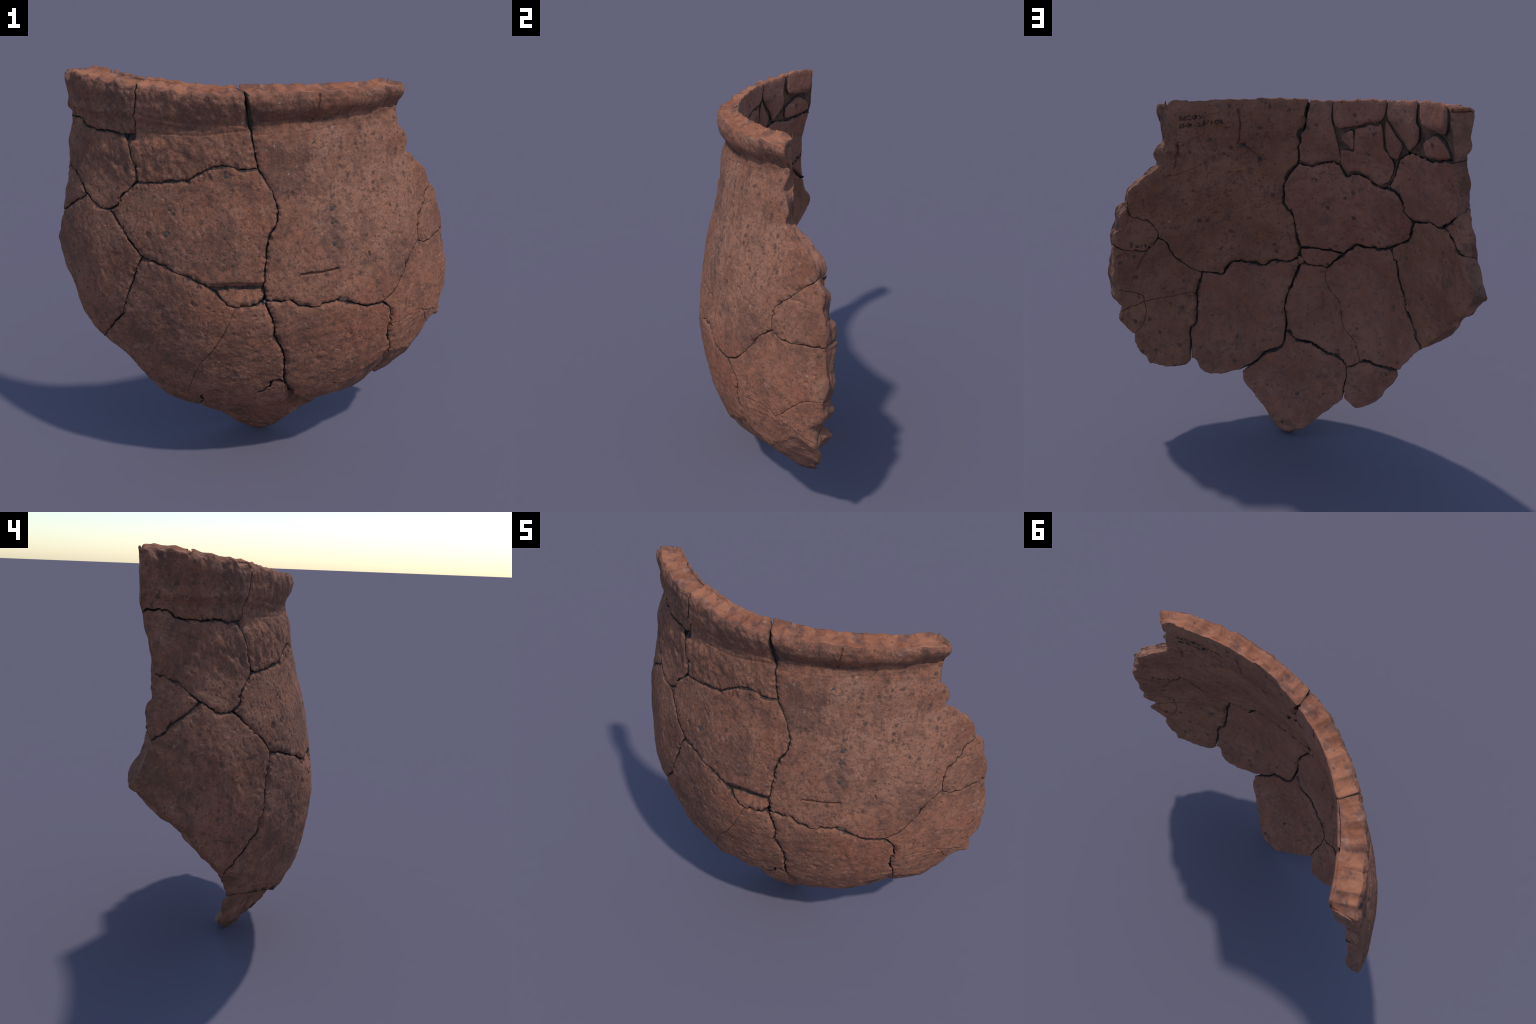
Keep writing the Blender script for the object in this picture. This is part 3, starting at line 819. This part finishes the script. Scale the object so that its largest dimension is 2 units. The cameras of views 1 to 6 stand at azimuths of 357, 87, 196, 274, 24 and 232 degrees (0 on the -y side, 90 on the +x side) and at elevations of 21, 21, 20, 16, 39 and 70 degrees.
        p = solid(theta, phi, w, above, below)
        if is_rim.any():
            p += AXIS * (0.0045 * np.where(is_rim, layered(base * 24, 3, 87), 0) * np.sin(np.pi * w))[:, None]
        strips.append(np.arange(n) + total)
        total += n
        verts.append(p)
    strips.append(ring1)
    kind_slot = np.array([{"free": 2, "rim": 5}.get(k, 3) for k in kinds])
    for a, b in zip(strips[:-1], strips[1:]):
        a2, b2 = np.roll(a, -1), np.roll(b, -1)
        for quad in ((a, b, b2), (a, b2, a2)):
            t = np.stack(quad, 1)
            good = (t[:, 0] != t[:, 1]) & (t[:, 1] != t[:, 2]) & (t[:, 0] != t[:, 2])
            tris.append(t[good])
            slots.append(kind_slot[good])
    return np.vstack(verts), np.vstack(tris), np.concatenate(slots)


def mesh_object(name, verts, tris, slots, materials, parent):
    me = bpy.data.meshes.new(name)
    me.from_pydata(verts.tolist(), [], tris.tolist())
    for m in materials:
        me.materials.append(m)
    me.polygons.foreach_set("material_index", slots.astype(np.int32))
    me.polygons.foreach_set("use_smooth", np.ones(len(tris), bool))
    me.validate()
    me.update()
    ob = bpy.data.objects.new(name, me)
    bpy.context.scene.collection.objects.link(ob)
    ob.parent = parent
    return ob


# ------------------------------------------------------------------ materials
class Shade:
    """Small helper to wire a Principled material from procedural nodes."""

    def __init__(self, name):
        self.mat = bpy.data.materials.new(name)
        self.mat.use_nodes = True
        self.nodes, self.links = self.mat.node_tree.nodes, self.mat.node_tree.links
        self.bsdf = self.nodes["Principled BSDF"]
        self.bsdf.inputs["Specular IOR Level"].default_value = 0.18
        self.coord = self.nodes.new("ShaderNodeTexCoord").outputs["Object"]

    def link(self, value, socket):
        if hasattr(value, "links"):
            self.links.new(value, socket)
        else:
            socket.default_value = value

    def stretched(self, scale, offset=(0, 0, 0)):
        n = self.nodes.new("ShaderNodeMapping")
        n.inputs["Scale"].default_value = scale
        n.inputs["Location"].default_value = offset
        self.links.new(self.coord, n.inputs["Vector"])
        return n.outputs[0]

    def noise(self, scale, detail=4, rough=0.6, vector=None, warp=0.0):
        n = self.nodes.new("ShaderNodeTexNoise")
        n.inputs["Scale"].default_value = scale
        n.inputs["Detail"].default_value = detail
        n.inputs["Roughness"].default_value = rough
        n.inputs["Distortion"].default_value = warp
        self.links.new(vector or self.coord, n.inputs["Vector"])
        return n.outputs["Fac"]

    def cells(self, scale, vector=None, chance=1.0):
        n = self.nodes.new("ShaderNodeTexVoronoi")
        n.inputs["Scale"].default_value = scale
        self.links.new(vector or self.coord, n.inputs["Vector"])
        return n.outputs["Distance"], n.outputs["Color"]

    def ramp(self, value, low, high, to_low=0.0, to_high=1.0):
        n = self.nodes.new("ShaderNodeMapRange")
        n.interpolation_type = "SMOOTHSTEP"
        for key, v in (("From Min", low), ("From Max", high), ("To Min", to_low), ("To Max", to_high)):
            n.inputs[key].default_value = v
        self.links.new(value, n.inputs["Value"])
        return n.outputs["Result"]

    def math(self, how, a, b=0.0):
        n = self.nodes.new("ShaderNodeMath")
        n.operation = how
        self.link(a, n.inputs[0])
        self.link(b, n.inputs[1])
        return n.outputs[0]

    def mix(self, factor, a, b, blend="MIX"):
        n = self.nodes.new("ShaderNodeMix")
        n.data_type = "RGBA"
        n.blend_type = blend
        self.link(factor, n.inputs["Factor"])
        for value, socket in ((a, n.inputs[6]), (b, n.inputs[7])):
            if hasattr(value, "links"):
                self.links.new(value, socket)
            else:
                socket.default_value = (*value, 1.0)
        return n.outputs[2]

    def near(self, centre, radius, ragged=0.35, scale=6.0):
        """1 close to a place on the pot, fading raggedly to 0."""
        n = self.nodes.new("ShaderNodeVectorMath")
        n.operation = "DISTANCE"
        self.links.new(self.coord, n.inputs[0])
        n.inputs[1].default_value = centre
        d = self.math("ADD", n.outputs["Value"], self.math("MULTIPLY", self.math("SUBTRACT", self.noise(scale, 5), 0.5), ragged * 2 * radius * 1.6))
        return self.ramp(d, radius * 1.15, radius * 0.55)

    def random(self):
        return self.nodes.new("ShaderNodeObjectInfo").outputs["Random"]

    def finish(self, colour, rough=0.9, bump=None, strength=0.4, distance=0.003):
        self.links.new(colour, self.bsdf.inputs["Base Color"])
        self.link(rough, self.bsdf.inputs["Roughness"])
        if bump is not None:
            n = self.nodes.new("ShaderNodeBump")
            n.inputs["Strength"].default_value = strength
            n.inputs["Distance"].default_value = distance
            self.links.new(bump, n.inputs["Height"])
            self.links.new(n.outputs[0], self.bsdf.inputs["Normal"])
        return self.mat


def speckles(s, scale, vector, size, share):
    """Scattered dark grits: a mask of irregular dots."""
    d, c = s.cells(scale, vector)
    sep = s.nodes.new("ShaderNodeSeparateColor")
    s.links.new(c, sep.inputs[0])
    d = s.math("ADD", d, s.math("MULTIPLY", s.math("SUBTRACT", s.noise(scale * 2.2, 5, 0.7), 0.5), 0.75))
    return s.math("MULTIPLY", s.ramp(d, size, size * 0.45), s.ramp(sep.outputs[0], share + 0.02, share - 0.02))


def grain(s, coarse=45, fine=160):
    return s.math("ADD", s.math("MULTIPLY", s.noise(coarse, 5, 0.65), 0.7), s.math("MULTIPLY", s.noise(fine, 3, 0.6), 0.35))


def outer_skin():
    s = Shade("fired_clay_outside")
    c = s.mix(s.ramp(s.noise(5.0, 6, 0.65), 0.36, 0.64), (0.235, 0.088, 0.052), (0.333, 0.145, 0.091))
    # pale worn clay on the right of the belly, red and orange bloom of the firing
    c = s.mix(s.math("MULTIPLY", s.near((0.50, -0.15, 1.30), 0.38), 0.55), c, (0.402, 0.195, 0.128))
    c = s.mix(s.math("MULTIPLY", s.near((0.33, -0.17, 1.60), 0.10), 0.50), c, (0.432, 0.233, 0.157))
    c = s.mix(s.math("MULTIPLY", s.near((0.50, -0.22, 0.72), 0.20), 0.62), c, (0.303, 0.095, 0.056))
    c = s.mix(s.math("MULTIPLY", s.near((0.80, -0.05, 0.78), 0.24), 0.45), c, (0.408, 0.149, 0.085))
    c = s.mix(s.math("MULTIPLY", s.near((-0.78, 0.02, 0.85), 0.15), 0.50), c, (0.290, 0.091, 0.060))
    c = s.mix(s.math("MULTIPLY", s.near((-0.06, -0.33, 0.93), 0.07), 0.55), c, (0.420, 0.162, 0.092))
    # clouds: orange clay, then soot
    c = s.mix(s.ramp(s.noise(13, 7, 0.7, s.stretched((1, 1, 1), (3, 1, 7)), 0.7), 0.50, 0.66, 0, 0.60), c, (0.395, 0.152, 0.083))
    c = s.mix(s.ramp(s.noise(8.0, 8, 0.74, s.stretched((1.0, 1.0, 0.8), (5, 2, 1)), 0.8), 0.46, 0.66, 0, 0.72), c, (0.108, 0.056, 0.044))
    for centre, radius, much in (((0.34, -0.24, 1.27), 0.050, 0.75), ((0.36, -0.25, 1.21), 0.035, 0.6), ((0.36, -0.26, 1.15), 0.034, 0.75), ((0.30, -0.21, 1.40), 0.040, 0.5),
                                 ((0.70, -0.10, 1.00), 0.09, 0.55), ((-0.50, -0.20, 0.95), 0.20, 0.50), ((-0.30, -0.22, 1.10), 0.12, 0.45), ((-0.36, -0.20, 0.62), 0.13, 0.35),
                                 ((-0.13, -0.20, 1.47), 0.035, 0.7), ((0.03, -0.17, 1.70), 0.05, 0.8), ((-0.25, -0.18, 1.76), 0.13, 0.65), ((-0.60, -0.02, 1.78), 0.12, 0.45), ((0.20, -0.20, 1.77), 0.08, 0.5), ((-0.62, -0.05, 1.50), 0.10, 0.4), ((0.62, -0.02, 1.74), 0.10, 0.6)):
        blot = s.math("MULTIPLY", s.near(centre, radius * 1.25, 0.8, 4.0 / radius ** 0.5), s.ramp(s.noise(42, 7, 0.75), 0.38, 0.58, 0.15, 1.0))
        c = s.mix(s.math("MULTIPLY", blot, much), c, (0.096, 0.054, 0.045))
    # mottling and grain
    c = s.mix(s.ramp(s.noise(20, 8, 0.76, s.stretched((1, 1, 1), (6, 1, 4)), 0.5), 0.53, 0.68, 0, 0.55), c, (0.400, 0.232, 0.165))
    c = s.mix(s.ramp(s.noise(34, 8, 0.78, warp=0.4), 0.49, 0.62, 0, 0.72), c, (0.118, 0.060, 0.044))
    c = s.mix(s.ramp(s.noise(30, 8, 0.75, s.stretched((1, 1, 1), (8, 8, 2)), 0.4), 0.52, 0.66, 0, 0.48), c, (0.420, 0.190, 0.115))
    c = s.mix(s.ramp(s.noise(58, 8, 0.80, s.stretched((1, 1, 1), (2, 9, 5)), 0.3), 0.53, 0.62, 0, 0.62), c, (0.078, 0.048, 0.040))
    c = s.mix(s.math("MULTIPLY", speckles(s, 24, s.coord, 0.30, 0.30), 0.80), c, (0.074, 0.047, 0.041))
    c = s.mix(s.math("MULTIPLY", speckles(s, 52, s.stretched((1, 1, 1), (2, 4, 6)), 0.36, 0.42), 0.70), c, (0.089, 0.049, 0.040))
    c = s.mix(s.math("MULTIPLY", speckles(s, 34, s.stretched((1, 1, 1), (9, 3, 1)), 0.15, 0.10), 0.7), c, (0.399, 0.323, 0.275))
    c = s.mix(s.ramp(s.random(), 0, 1, 0, 0.14), c, (0.259, 0.114, 0.071))
    c = s.mix(s.ramp(s.noise(130, 5, 0.75), 0.40, 0.66, 0, 0.5), c, (0.155, 0.069, 0.047))
    return s.finish(c, 0.90, grain(s), 0.85, 0.008)


def rim_skin():
    s = Shade("fired_clay_rim_top")
    c = s.mix(s.ramp(s.noise(8.0, 6, 0.65), 0.34, 0.64), (0.262, 0.094, 0.052), (0.376, 0.151, 0.084))
    c = s.mix(s.ramp(s.noise(11, 6, 0.7, s.stretched((1, 1, 1), (4, 4, 1))), 0.47, 0.64, 0, 0.80), c, (0.124, 0.068, 0.057))
    c = s.mix(s.ramp(s.noise(22, 5, 0.6), 0.55, 0.72, 0, 0.5), c, (0.393, 0.225, 0.167))
    c = s.mix(s.math("MULTIPLY", speckles(s, 34, s.coord, 0.28, 0.35), 0.7), c, (0.091, 0.057, 0.051))
    return s.finish(c, 0.9, grain(s), 0.5, 0.0045)


def inner_skin(name, dark, light, warm, grits):
    s = Shade(name)
    c = s.mix(s.ramp(s.noise(4.5, 6, 0.6), 0.36, 0.64), dark, light)
    c = s.mix(s.ramp(s.noise(10, 6, 0.65, s.stretched((1, 1, 1), (7, 5, 2)), 0.5), 0.48, 0.68, 0, 0.65), c, warm)
    c = s.mix(s.ramp(s.noise(9, 8, 0.76, warp=0.5), 0.47, 0.67, 0, 0.62), c, (0.110, 0.056, 0.044))
    c = s.mix(s.ramp(s.noise(36, 8, 0.75, warp=0.4), 0.50, 0.64, 0, 0.60), c, (0.116, 0.057, 0.044))
    c = s.mix(s.ramp(s.noise(18, 8, 0.74, s.stretched((1, 1, 1), (4, 1, 9))), 0.50, 0.66, 0, 0.60), c, light)
    c = s.mix(s.math("MULTIPLY", speckles(s, 20, s.stretched((1, 1, 1), (1, 8, 3)), 0.30, grits), 0.80), c, (0.059, 0.037, 0.034))
    c = s.mix(s.math("MULTIPLY", speckles(s, 45, s.stretched((1, 1, 1), (6, 2, 3)), 0.34, grits + 0.03), 0.7), c, (0.073, 0.043, 0.037))
    c = s.mix(s.math("MULTIPLY", speckles(s, 16, s.stretched((1, 1, 1), (3, 2, 8)), 0.08, 0.06), 0.7), c, (0.464, 0.316, 0.275))
    c = s.mix(s.ramp(s.random(), 0, 1, 0, 0.2), c, (0.244, 0.114, 0.082))
    return s.finish(c, 0.85, grain(s), 0.65, 0.0065)


def break_face():
    s = Shade("broken_clay")
    c = s.mix(s.ramp(s.noise(10, 6, 0.7), 0.36, 0.64), (0.183, 0.086, 0.059), (0.311, 0.141, 0.092))
    c = s.mix(s.ramp(s.noise(14, 6, 0.7, s.stretched((1, 1, 1), (2, 6, 4))), 0.50, 0.70, 0, 0.7), c, (0.104, 0.065, 0.059))
    c = s.mix(s.math("MULTIPLY", speckles(s, 40, s.coord, 0.30, 0.4), 0.7), c, (0.073, 0.049, 0.046))
    return s.finish(c, 0.95, grain(s, 34, 110), 0.8, 0.007)


def plain(name, a, b, scale, rough=0.95, bump=0.5):
    s = Shade(name)
    c = s.mix(s.ramp(s.noise(scale, 5, 0.65), 0.35, 0.65), a, b)
    return s.finish(c, rough, s.noise(scale * 2, 4), bump, 0.004)


SKIN_OUT = outer_skin()
RIM = rim_skin()
SKIN_IN = {
    "grey": inner_skin("fired_clay_inside_smoothed", (0.242, 0.093, 0.061), (0.347, 0.148, 0.102), (0.334, 0.112, 0.063), 0.14),
    "warm": inner_skin("fired_clay_inside_pocked", (0.222, 0.090, 0.054), (0.329, 0.145, 0.087), (0.284, 0.108, 0.055), 0.26),
}
BREAK = break_face()
CRACK = plain("dark_crack_walls", (0.040, 0.030, 0.027), (0.085, 0.052, 0.040), 40)  # near-black to dark brown colour on the walls of the cracks between sherds
SPLIT = plain("split_clay", (0.060, 0.038, 0.030), (0.160, 0.080, 0.050), 18)
GLUE = plain("old_glue", (0.030, 0.032, 0.036), (0.055, 0.058, 0.062), 25, 0.45, 0.3)
GRIT = plain("stone_grit", (0.050, 0.042, 0.042), (0.125, 0.105, 0.100), 60, 0.7)
INK = plain("ink", (0.020, 0.018, 0.018), (0.045, 0.036, 0.032), 90, 0.7, 0.1)



# ------------------------------------------------------------------ put it together
pot = bpy.data.objects.new("pottery_fragment", None)
pot.empty_display_size = 0.2
bpy.context.scene.collection.objects.link(pot)
pot["label"] = "large curved fragment of a mended brown clay pot, finger-pressed rim"
pot["category"] = "pottery sherd"


def chip_sink(theta, phi):
    return 0.016 * smooth_step((phi + 4.5) / 3.0)


def body_spall(theta, phi):
    """The lower edge of the middle sherd has flaked off along the chip."""
    d = path_distance(np.stack([theta, phi], 1), [(-12.4, -1.3), (-10.6, -1.5), (-7.5, -1.2), (-3.7, -1.5), (-.7, -1.6)])
    return 0.030 * np.clip(1 - d / 0.034, 0, 1) ** 0.8 * smooth_step((theta + 13.5) / 1.5)


built = []
for number, (name, text, inner, w0, w1) in enumerate(SHERDS):
    out_loop, inn_loop, kinds = loop_of(text)
    over = None
    if name == "chip_sherd":
        over = dict(drop=1, reach=1, sink=chip_sink)
    if number == 16:
        over = dict(drop=1, reach=1, sink=lambda theta, phi: 0.036 * smooth_step((-3 - theta) / 6) * smooth_step((phi + 49) / 8) + 0.058 * smooth_step((theta - 3) / 4) * smooth_step((phi + 47) / 8))
    if number == 17:
        over = dict(drop=1, reach=1, sink=lambda theta, phi: 0.030 + 0.016 * smooth_step((-theta - 20) / 4))
    if number == 5:
        over = dict(drop=1, reach=1, spall=body_spall)
    v, t, s = build_sherd(out_loop, inn_loop, kinds, w0, w1, 1000 + number * 10, over)
    mats = [SKIN_OUT, SKIN_IN[inner], BREAK, CRACK, SPLIT, RIM]
    built.append(mesh_object(name, v, t, s, mats, pot))

for number, (shape, (owner, points)) in enumerate(FLAKES.items()):
    # flakes that reach the mouth end level with its inner edge
    points = [(a, float(rim_in(np.array(a))) + 0.2) if rim_in(np.array(a)) - b < 1.7 and b > 38 and shape in ("tall", "strip", "long", "corner") else (a, b) for a, b in points]
    inn = curve_through(points + points[:1])[:-1]
    # keep the corners crisp: walk the polygon with light rounding
    poly = np.array(points + points[:1], float)
    poly = 0.25 * resample(flat(poly), 400)[0] + 0.75 * resample(flat(np.vstack([inn, inn[:1]])), 400)[0]
    length = resample(poly, 2)[1]
    poly = wander(resample(poly, int(length / SPACING))[0], .0012, 300 + number)[:-1]
    theta, phi = degrees_of(poly)
    down = rim_in(theta) - phi
    phi_out = phi - (rim_in(theta) - rim_out(theta)) * np.exp(-np.clip(down, 0, None) / 2.5)
    at_rim = down < 0.45
    worn = 0.9 * np.exp(-np.clip(theta - JUNCTIONS["RL"][1][0], 0, None) / 0.9)
    phi = np.where(at_rim, rim_in(theta) - worn, phi)
    phi_out = np.where(at_rim, rim_out(theta) - worn, phi_out)
    inn_loop, out_loop = flat(np.stack([theta, phi], 1)), flat(np.stack([theta, phi_out], 1))
    kinds = ["rim" if r else "flake" for r in at_rim]
    v, t, s = build_sherd(out_loop, inn_loop, kinds, FLAKE_FROM[shape], 1.0, 2000 + number * 10)
    mesh_object("inner_flake", v, t, s, [SKIN_OUT, SKIN_IN["grey"], BREAK, CRACK, SPLIT, RIM], built[owner])

out_loop, inn_loop, kinds = loop_of("gab gbc -gac")
v, t, s = build_sherd(out_loop, inn_loop, kinds, 0.30, 0.55, 3000)
mesh_object("glue_fill", v, t, s * 0, [GLUE], pot)


# grits of crushed stone that stand in the scars
sphere = bpy.data.meshes.new("grit")
bm = bmesh.new()
bmesh.ops.create_icosphere(bm, subdivisions=3, radius=1.0)
shape = np.array([v.co[:] for v in bm.verts])
shape *= (1 + 0.30 * layered(shape * 1.3 + 4, 2, 91))[:, None]
for vert, co in zip(bm.verts, shape):
    vert.co = co
bm.to_mesh(sphere)
bm.free()
sphere.materials.append(GRIT)
for poly in sphere.polygons:
    poly.use_smooth = True
dice = np.random.default_rng(7)
for marks, w, keep in ((SCARS_OUT, 0.055, 0.9), (SCARS_IN, 0.94, 0.55)):
    for theta, phi, radius in marks:
        turn_z, size, there = dice.random() * 6.28, 0.55 + 0.3 * dice.random(), dice.random()
        if there > keep:
            continue
        t, f = np.array([theta]), np.array([phi])
        base = place(t, f, profile(f))
        spot = solid(t, f, np.array([w]), relief_out(t, f, base), relief_in(t, f, base))[0]
        axis = base[0] - AXIS_FOOT - AXIS * (BELLY + (base[0] - AXIS_FOOT) @ AXIS * 0)
        grit = bpy.data.objects.new("grit", sphere)
        bpy.context.scene.collection.objects.link(grit)
        grit.parent = pot
        grit.location = spot
        grit.rotation_euler = (Vector(axis).to_track_quat("Z", "Y").to_matrix() @ Matrix.Rotation(turn_z, 3, "Z")).to_euler()
        grit.scale = (radius * size, radius * size * (0.65 + 0.3 * dice.random()), radius * size * 0.42)


def inscription(text, start, end, size):
    """Ink writing laid on the inner skin along a line from start to end."""
    cu = bpy.data.curves.new("writing", "FONT")
    cu.body = text
    cu.size = 1.0
    cu.resolution_u = 3
    ob = bpy.data.objects.new("writing", cu)
    bpy.context.scene.collection.objects.link(ob)
    bpy.context.view_layer.update()
    me = ob.evaluated_get(bpy.context.evaluated_depsgraph_get()).to_mesh()
    co = np.array([v.co[:] for v in me.vertices])
    me.calc_loop_triangles()
    faces = [tuple(t.vertices) for t in me.loop_triangles]
    ob.evaluated_get(bpy.context.evaluated_depsgraph_get()).to_mesh_clear()
    bpy.data.objects.remove(ob)
    bpy.data.curves.remove(cu)
    x = (co[:, 0] - co[:, 0].min()) / (co[:, 0].max() - co[:, 0].min())
    y = co[:, 1] * size
    theta = start[0] + (end[0] - start[0]) * x - y * 0.12
    phi = start[1] + (end[1] - start[1]) * x + y + 0.08 * np.sin(x * 23)
    below = relief_in(theta, phi, place(theta, phi, profile(phi)))
    top = solid(theta, phi, np.full(len(x), 1.012), 0 * x, below)
    under = solid(theta, phi, np.full(len(x), 0.985), 0 * x, below)
    n = len(co)
    count = {}
    for f in faces:
        for a, b in zip(f, f[1:] + f[:1]):
            count[(a, b)] = 1
    rim = [(a, b) for a, b in count if (b, a) not in count]
    tris = list(faces) + [(a + n, c + n, b + n) for a, b, c in faces]
    for a, b in rim:
        tris += [(b, a, a + n), (b, a + n, b + n)]
    return np.vstack([top, under]), np.array(tris)


for text, start, end, size in (("МСФУ", (33.0, 36.0), (26.4, 36.2), 1.15), ("ВФ-26/105", (33.2, 34.5), (20.6, 35.0), 1.15), ("12/1", (49.6, 3.5), (45.0, 2.6), 1.3)):
    v, t = inscription(text, start, end, size)
    mesh_object("ink_writing", v, t, np.zeros(len(t)), [INK], built[4 if start[1] > 20 else 11])
